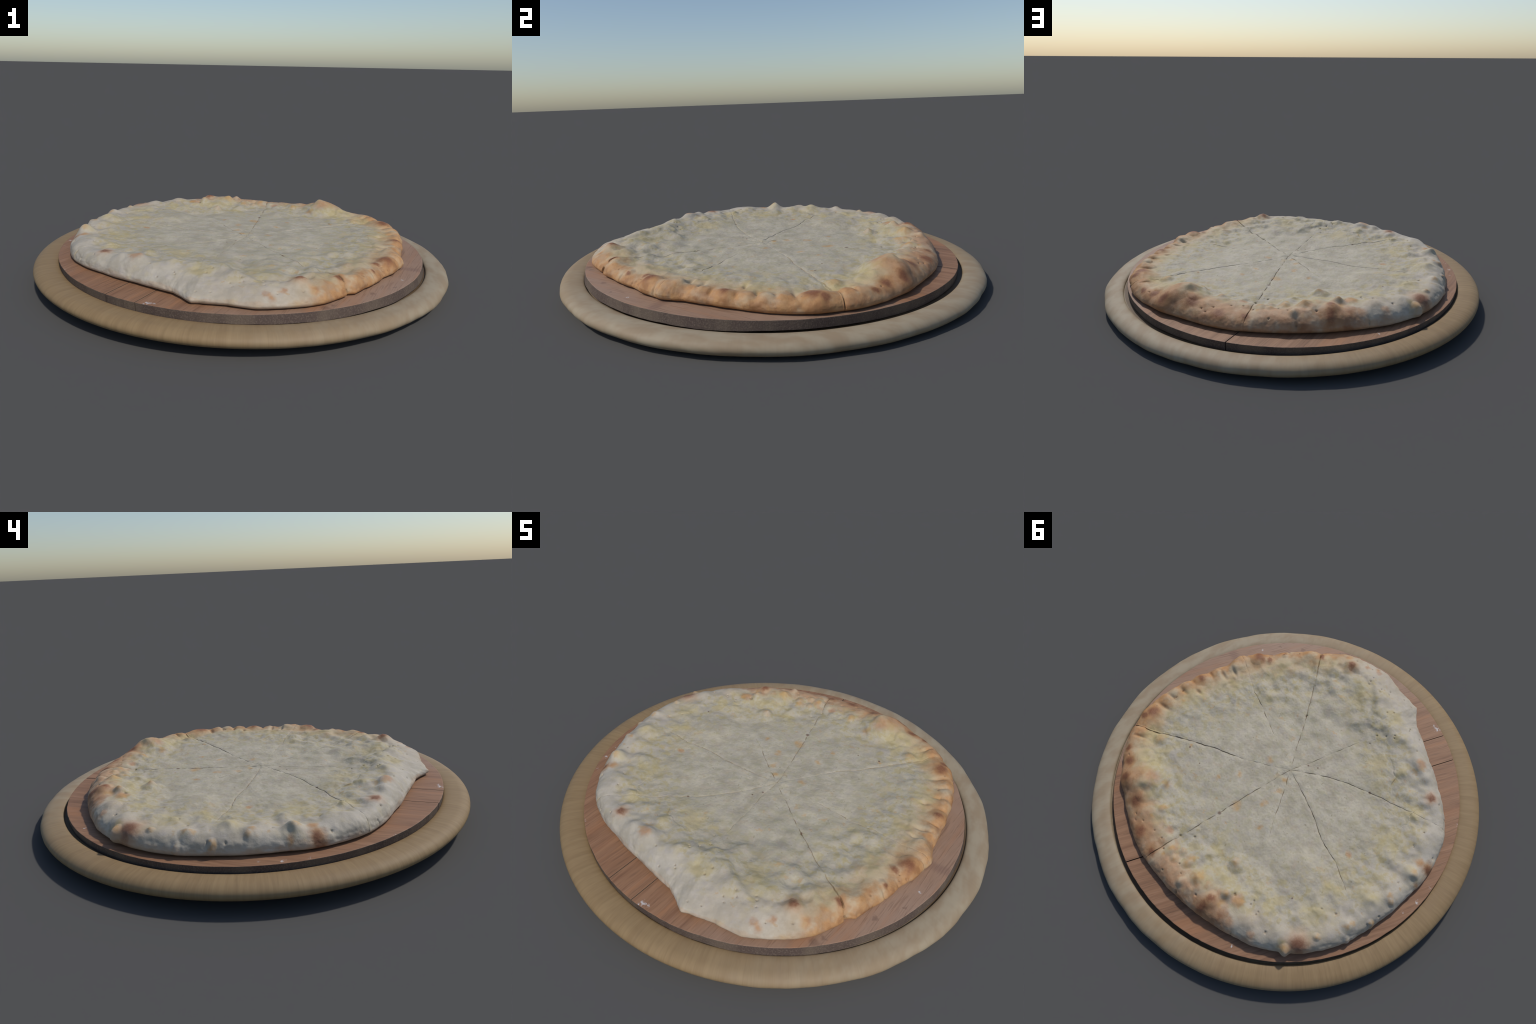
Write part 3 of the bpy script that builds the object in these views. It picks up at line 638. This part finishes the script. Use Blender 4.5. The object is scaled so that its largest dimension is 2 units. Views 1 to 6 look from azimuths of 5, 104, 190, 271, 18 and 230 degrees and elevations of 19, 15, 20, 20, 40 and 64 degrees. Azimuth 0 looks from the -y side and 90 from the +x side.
    edge = N.m("ADD", edge, N.m("ADD", N.m("MULTIPLY_ADD", n_mid, 2.6, -1.3), N.m("MULTIPLY_ADD", N.noise(co, 6.5, 3, 0.6), 3.2, -1.6)))
    toast = N.step(edge, 1.5, 0.1)
    ts = spots(N, pos, TOASTED, 0.65)
    toast = N.m("MULTIPLY", toast, N.step(band, 0.004, 0.03, 0.25, 1.0))
    toast = N.m("MAXIMUM", N.m("MULTIPLY", toast, 0.92), N.m("MULTIPLY", ts, 0.8))
    toast = N.m("MULTIPLY", toast, N.step(n_b, 0.30, 0.58, 0.5, 1.0))
    tcol = N.mix(N.step(N.m("MULTIPLY_ADD", n_b, 0.6, N.m("MULTIPLY", n_sml, 0.4)), 0.36, 0.62), (0.335, 0.145, 0.055), (0.475, 0.255, 0.105))
    floury = N.step(Y, 0.35, 0.65)
    tcol = N.mix(N.m("MULTIPLY", floury, 0.5), tcol, N.mix(N.step(n_b, 0.4, 0.62), (0.31, 0.150, 0.080), (0.46, 0.285, 0.19)))
    col = N.mix(toast, col, tcol)
    crisp = N.m("MULTIPLY", N.m("MULTIPLY", N.step(edge, 0.25, -0.75), N.step(band, 0.02, 0.05)), 0.6)      # darker baked foot of the rim
    col = N.mix(crisp, col, (0.245, 0.105, 0.045))
    tan = N.m("MULTIPLY", N.step(N.noise(N.vm("ADD", co, (2.2, 5.5, 0.3)), 24, 3, 0.6), 0.61, 0.70), N.step(N.noise(co, 3.3, 2), 0.44, 0.60))
    col = N.mix(N.m("MULTIPLY", tan, 0.55), col, (0.44, 0.29, 0.145))
    org = N.m("MULTIPLY", spots(N, N.vm("ADD", pos, N.vm("MULTIPLY", wob, (0.4, 0.4, 0))), ORANGE, 0.8), N.step(n_a, 0.2, 0.55, 0.35, 1.0))
    col = N.mix(N.m("MULTIPLY", org, 0.62), col, (0.45, 0.245, 0.075))
    burn = spots(N, pos, BURNT, 0.5)
    burn = N.m("MULTIPLY", burn, N.step(n_fin, 0.25, 0.6, 0.75, 1.0))
    halo = spots(N, pos, [(bx, by, r * 1.7) for bx, by, r in BURNT], 0.6)
    col = N.mix(N.m("MULTIPLY", halo, 0.55), col, (0.43, 0.215, 0.085))
    col = N.mix(N.m("MULTIPLY", burn, 0.88), col, (0.185, 0.068, 0.034))
    spk = spots(N, N.vm("ADD", flat, N.vm("MULTIPLY", wob, (0.15, 0.15, 0))), SPECKS, 0.3)
    col = N.mix(N.m("MULTIPLY", spk, 0.75), col, (0.10, 0.04, 0.025))
    pins = spots(N, N.vm("ADD", flat, N.vm("MULTIPLY", wob, (0.12, 0.12, 0))), [(px, py, pr * 0.62) for px, py, pr in PINHOLES], 0.5)
    col = N.mix(N.m("MULTIPLY", pins, N.step(n_mid, 0.3, 0.6, 0.15, 0.5)), col, (0.17, 0.12, 0.07))  # shade inside each hole painted in brown; real sun lights the far walls
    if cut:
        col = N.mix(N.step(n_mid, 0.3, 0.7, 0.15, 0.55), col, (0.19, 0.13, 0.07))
    N.put(N.bsdf.inputs["Base Color"], col)
    N.bsdf.inputs["Roughness"].default_value = 0.62
    N.bsdf.inputs["Specular IOR Level"].default_value = 0.28
    N.put(N.bsdf.inputs["Normal"], N.bump(N.m("ADD", n_fin, N.m("MULTIPLY", n_sml, 0.6)), 0.22, 0.004))
    return N.mat

build_tray()
build_board()
build_pizza()
